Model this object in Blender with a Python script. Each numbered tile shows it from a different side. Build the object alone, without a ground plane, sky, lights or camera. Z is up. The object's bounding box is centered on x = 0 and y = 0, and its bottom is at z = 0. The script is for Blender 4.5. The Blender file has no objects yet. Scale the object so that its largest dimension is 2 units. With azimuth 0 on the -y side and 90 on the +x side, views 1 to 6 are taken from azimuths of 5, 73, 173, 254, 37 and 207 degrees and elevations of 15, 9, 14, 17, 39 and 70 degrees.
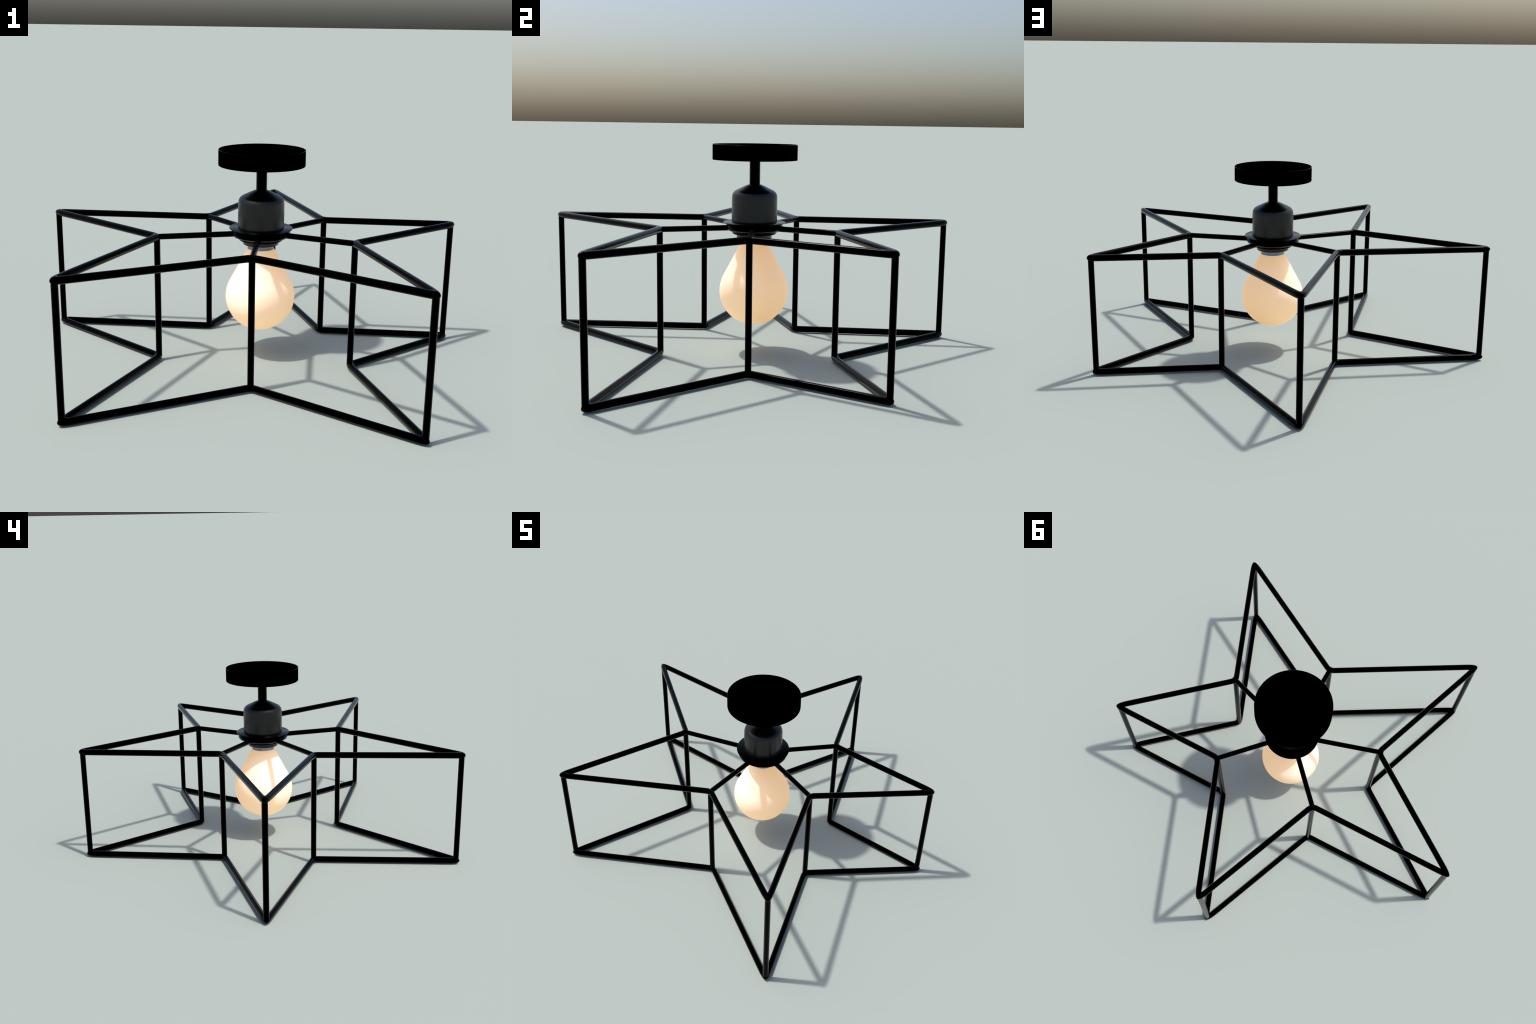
"""Star-shaped wire-cage ceiling lamp: canopy, stem, socket, globe bulb, bent-rod star cage."""
import bpy, bmesh, math
from mathutils import Vector

# ---------------------------------------------------------------- sizes (metres)
AXIS = Vector((0.0717, -0.0756, 0.0))      # lamp axis; parts are built around it
RING_R, RING_RZ = 0.0153, 0.0161            # star rod: half-width in plan, half-height
UPRIGHT_R, SPOKE_R = 0.0145, 0.0134
Z_LOW, Z_TOP = RING_RZ, 0.5960
HUB_MAJOR, HUB_MINOR = 0.1240, 0.0128
# star corners in plan (world x, y): five tips and the five notches between them
TIPS = [(0.0703, 0.9260), (-0.9857, 0.2250), (-0.6375, -0.9275), (0.7735, -0.9280), (0.9847, 0.2240)]
NOTCHES = [(-0.2143, 0.2321), (-0.3895, -0.2148), (0.0705, -0.5249), (0.5030, -0.2195), (0.3611, 0.2328)]
TIP_BEND, NOTCH_BEND = (0.11, 1.5), (0.036, 1.0)   # (leg length, sharpness) of each bend
NOTCH_SHIFT, CREASE_LEG = 0.0035, 0.020    # notch bends sit a little inside the uprights

# ---------------------------------------------------------------- materials
def material(name, base, metallic=0.0, rough=0.4, specular=0.5, bump=0.0,
             emission=None, strength=0.0, rough_var=0.0):
    m = bpy.data.materials.new(name)
    m.use_nodes = True
    nt = m.node_tree
    b = nt.nodes["Principled BSDF"]
    b.inputs["Base Color"].default_value = (*base, 1)
    b.inputs["Metallic"].default_value = metallic
    b.inputs["Roughness"].default_value = rough
    b.inputs["Specular IOR Level"].default_value = specular
    if emission:
        b.inputs["Emission Color"].default_value = (*emission, 1)
        b.inputs["Emission Strength"].default_value = strength
    if rough_var:
        tc = nt.nodes.new("ShaderNodeTexCoord")
        n = nt.nodes.new("ShaderNodeTexNoise")
        n.inputs["Scale"].default_value = 14.0
        mr = nt.nodes.new("ShaderNodeMapRange")
        mr.inputs["To Min"].default_value = rough - rough_var
        mr.inputs["To Max"].default_value = rough + rough_var
        nt.links.new(tc.outputs["Object"], n.inputs["Vector"])
        nt.links.new(n.outputs["Fac"], mr.inputs["Value"])
        nt.links.new(mr.outputs["Result"], b.inputs["Roughness"])
    return m

BLACK_METAL = material("black_metal", (0.0, 0.0, 0.0), 1.0, 0.20)
FLANGE_METAL = material("polished_black_metal", (0.0, 0.0, 0.0), 1.0, 0.20)
BLACK_MATT = material("matt_black", (0.0, 0.0, 0.0), 0.0, 0.9, specular=0.0)
BAKELITE = material("black_bakelite", (0.0005, 0.0005, 0.0005), 0.0, 0.30)
STEEL = material("dull_steel", (0.36, 0.37, 0.38), 1.0, 0.35)
GLASS = material("frosted_glowing_glass", (0.83, 0.82, 0.78), 0.0, 0.5, specular=0.3,
                 emission=(1.0, 0.475, 0.02), strength=0.52)

# ---------------------------------------------------------------- scene tree
lamp = bpy.data.objects.new("ceiling_lamp", None)
lamp.location = AXIS
lamp["label"] = "black star shaped wire cage ceiling lamp with glowing bulb"
lamp["category"] = "ceiling lamp"
bpy.context.collection.objects.link(lamp)

def add(name, bm, mats, parent=lamp, smooth_angle=40):
    bmesh.ops.recalc_face_normals(bm, faces=bm.faces)
    me = bpy.data.meshes.new(name)
    bm.to_mesh(me); bm.free()
    for m in (mats if isinstance(mats, (list, tuple)) else [mats]):
        me.materials.append(m)
    me.polygons.foreach_set("use_smooth", [True] * len(me.polygons))
    me.set_sharp_from_angle(angle=math.radians(smooth_angle))
    ob = bpy.data.objects.new(name, me)
    bpy.context.collection.objects.link(ob)
    ob.parent = parent                      # all children share the lamp's origin
    return ob

# ---------------------------------------------------------------- shape helpers
def catmull(points, steps=8):
    """Smooth open curve through (r, z) control points."""
    P = [Vector(p) for p in points]
    P = [2 * P[0] - P[1]] + P + [2 * P[-1] - P[-2]]
    out = []
    for i in range(1, len(P) - 2):
        for s in range(steps):
            t = s / steps
            a, b, c, d = P[i - 1:i + 3]
            out.append(0.5 * (2 * b + (c - a) * t + (2 * a - 5 * b + 4 * c - d) * t * t
                              + (3 * b - a - 3 * c + d) * t ** 3))
    out.append(P[-2])
    return [tuple(p) for p in out]

def lathe(profile, segments=96, closed=False):
    """Revolve an (r, z) profile; r < 1e-6 closes to a pole."""
    bm = bmesh.new()
    rows = []
    for r, z in profile:
        if r < 1e-6:
            rows.append([bm.verts.new((0, 0, z))] * segments)
        else:
            rows.append([bm.verts.new((r * math.cos(2 * math.pi * k / segments),
                                       r * math.sin(2 * math.pi * k / segments), z))
                         for k in range(segments)])
    pairs = list(zip(rows, rows[1:])) + ([(rows[-1], rows[0])] if closed else [])
    for a, b in pairs:
        for k in range(segments):
            k2 = (k + 1) % segments
            quad = []
            for v in (a[k], a[k2], b[k2], b[k]):
                if v not in quad:
                    quad.append(v)
            if len(quad) > 2:
                bm.faces.new(quad)
    return bm

def sweep(path, radius, closed=False, segments=24):
    """Round rod along a path; the frame keeps one side vertical (or x for uprights)."""
    bm = bmesh.new()
    n = len(path)
    rings = []
    for i, p in enumerate(path):
        if closed:
            t = path[(i + 1) % n] - path[i - 1]
        else:
            t = path[min(i + 1, n - 1)] - path[max(i - 1, 0)]
        t.normalize()
        ref = Vector((1, 0, 0)) if abs(t.z) > 0.9 else Vector((0, 0, 1))
        side = t.cross(ref).normalized()
        up = side.cross(t).normalized()
        rings.append([bm.verts.new(p + radius * (math.cos(a) * side + math.sin(a) * up))
                      for a in (2 * math.pi * k / segments for k in range(segments))])
    for i in range(n if closed else n - 1):
        a, b = rings[i], rings[(i + 1) % n]
        for k in range(segments):
            bm.faces.new((a[k], a[(k + 1) % segments], b[(k + 1) % segments], b[k]))
    if not closed:
        bm.faces.new(rings[0]); bm.faces.new(rings[-1][::-1])
    return bm

def bend_sections(c, d0, d1, r, leg, sharp, crease_leg=0.0, steps=16):
    """Cross-sections (centre, horizontal half-width vector) of a rod of radius r bent at corner c.
    d0, d1 point along its two legs.  The outer edge follows a conic (leg length, sharpness);
    the inner edge runs straight into the crease."""
    b = (d0 + d1).normalized()
    cos_h = b.dot(d0)
    sin_h = math.sqrt(1 - cos_h * cos_h)
    crease = r * cos_h / sin_h               # crease position measured along a leg
    outer_corner = c - b * (r / sin_h)
    p0, p2 = outer_corner + d0 * leg, outer_corner + d1 * leg
    out = []
    for s in range(steps + 1):
        t = s / steps
        wa, wb, wc = (1 - t) ** 2, 2 * sharp * t * (1 - t), t * t
        o = (wa * p0 + wb * outer_corner + wc * p2) / (wa + wb + wc)
        if crease_leg:                       # open bend: the inner edge is rounded too
            i_corner = c + b * (r / sin_h)
            i0, i2 = i_corner + d0 * crease_leg, i_corner + d1 * crease_leg
            inner = wa * i0 + (1 - wa - wc) * i_corner + wc * i2
            out.append(((o + inner) / 2, (o - inner) / 2))
            continue
        d = d0 if t < 0.5 else d1
        n = (b - d * cos_h).normalized()     # inward normal of this leg
        inner = c + d * max((o - c).dot(d), crease) + n * r
        out.append(((o + inner) / 2, (o - inner) / 2))
    return out

def bent_ring(corners, bends, r, rz, z, segments=24):
    """Closed rod through the corners; bends holds (leg, sharpness) for each corner."""
    bm = bmesh.new()
    n = len(corners)
    rings = []
    for i, c in enumerate(corners):
        d0 = (corners[i - 1] - c).normalized()
        d1 = (corners[(i + 1) % n] - c).normalized()
        flip = 1 if i % 2 == 0 else -1       # tips bend the other way from notches
        for m, h in bend_sections(c, d0, d1, r, *bends[i]):
            h = h * flip
            rings.append([bm.verts.new((m.x + h.x * math.cos(a), m.y + h.y * math.cos(a), z + rz * math.sin(a)))
                          for a in (2 * math.pi * k / segments for k in range(segments))])
    for a, b in zip(rings, rings[1:] + rings[:1]):
        for k in range(segments):
            bm.faces.new((a[k], a[(k + 1) % segments], b[(k + 1) % segments], b[k]))
    return bm

# ---------------------------------------------------------------- star cage
tips = [Vector(p) - AXIS.xy for p in TIPS]
notches = [Vector(p) - AXIS.xy for p in NOTCHES]
corners, bends = [], []
for i in range(5):
    d0 = (notches[i - 1] - tips[i]).normalized()
    d1 = (notches[i] - tips[i]).normalized()
    b = (d0 + d1).normalized()
    cos_h = b.dot(d0)
    recess = TIP_BEND[0] * cos_h / (1 + TIP_BEND[1])
    # place the corner so that the crown of the bend lies one rod radius beyond the tip point
    c = tips[i] - b * RING_R + b * (RING_R / math.sqrt(1 - cos_h ** 2) - recess)
    corners += [c, notches[i] * (1 - NOTCH_SHIFT / notches[i].length)]
    bends += [TIP_BEND, (*NOTCH_BEND, CREASE_LEG)]
for z in (Z_TOP, Z_LOW):
    add("star_ring", bent_ring(corners, bends, RING_R, RING_RZ, z), BLACK_METAL)

up_mesh = None
inset = 0.003                              # tip uprights stand just inside the crown of the bend
for p in [t * (1 - inset / t.length) for t in tips] + notches:
    if up_mesh is None:
        ob = add("upright_rod", sweep([Vector((0, 0, Z_LOW)), Vector((0, 0, Z_TOP))], UPRIGHT_R), BLACK_METAL)
        up_mesh = ob
    else:
        ob = up_mesh.copy()
        bpy.context.collection.objects.link(ob)
    ob.location = (p.x, p.y, 0)

for p in notches:
    d = p.normalized()
    a, b = d * HUB_MAJOR, p
    add("spoke_rod", sweep([Vector((a.x, a.y, Z_TOP)), Vector((b.x, b.y, Z_TOP))], SPOKE_R), BLACK_METAL)

hub = [(HUB_MAJOR + HUB_MINOR * math.cos(a), Z_TOP + HUB_MINOR * math.sin(a))
       for a in (2 * math.pi * k / 24 for k in range(24))]
add("hub_ring", lathe(hub, closed=True), BLACK_METAL)

# ---------------------------------------------------------------- canopy and stem
CAN_R, CAN_LO, CAN_HI, CH = 0.1984, 0.9123, 0.9844, 0.0012
canopy = add("canopy", lathe([(0, CAN_LO), (CAN_R - CH, CAN_LO), (CAN_R, CAN_LO + CH),
                     (CAN_R, CAN_HI - CH), (CAN_R - CH, CAN_HI), (0, CAN_HI)], 128), [BLACK_MATT, BLACK_METAL])
for f in canopy.data.polygons:              # top-edge chamfer made glossy, to draw the hairline highlight there
    if f.center.z > CAN_HI - CH and 0.1 < f.normal.z < 0.95:
        f.material_index = 1
add("stem", lathe([(0, 0.785), (0.0250, 0.785), (0.0250, 0.9130), (0, 0.9130)], 48), BLACK_METAL)

# ---------------------------------------------------------------- socket
dome = catmull([(0.0240, 0.7995), (0.0420, 0.7925), (0.0680, 0.7800), (0.0860, 0.7712),
                (0.0975, 0.7630), (0.1043, 0.7515), (0.1067, 0.7360)], 6)
socket = add("socket", lathe([(0, 0.7995)] + dome + [(0.1067, 0.6400), (0.1071, 0.6320), (0.1079, 0.6245), (0.1070, 0.6225),  # foot flared slightly so the grey ground reflection reaches lower
                             (0, 0.6225)]), BAKELITE)
add("flange", lathe([(0, 0.6215), (0.1455, 0.6215), (0.1470, 0.6205), (0.1470, 0.6190),
                     (0.1390, 0.6140), (0.0, 0.6140)]), FLANGE_METAL, socket)
# threaded clamping ring under the hub: two ridges
add("clamp_ring", lathe([(0.0, 0.6125), (0.1080, 0.6125), (0.1120, 0.5850), (0.1125, 0.5780), (0.1105, 0.5757),
                         (0.1010, 0.5745), (0.1000, 0.5732), (0.1025, 0.5712), (0.1030, 0.5680), (0.1005, 0.5652),
                         (0.0, 0.5652)]), BLACK_METAL, socket)
add("collar", lathe([(0, 0.5648), (0.0830, 0.5648), (0.0830, 0.5475), (0.0815, 0.5455), (0, 0.5455)]),
    BAKELITE, socket)

# ---------------------------------------------------------------- bulb
BULB_R, BULB_Z = 0.1628, 0.2922
neck = [(0.0600, 0.5260), (0.0652, 0.5165), (0.0714, 0.5050), (0.0935, 0.4630), (0.1187, 0.4155),
        (0.1330, 0.3886), (0.1440, 0.3672)]
sphere = [(BULB_R * math.cos(math.radians(a)), BULB_Z + BULB_R * math.sin(math.radians(a)))
          for a in (22, 12, 0, -12, -24, -36, -48, -60, -72, -82)]
profile = [(0, 0.5260)] + catmull(neck + sphere, 6) + [(0, BULB_Z - BULB_R)]
bulb = add("bulb", lathe(profile, 96), GLASS, smooth_angle=70)
add("screw_base", lathe([(0, 0.5450), (0.0580, 0.5450), (0.0585, 0.5350), (0.0610, 0.5260),
                         (0.0620, 0.5235), (0.0600, 0.5225), (0, 0.5225)]), STEEL, bulb)
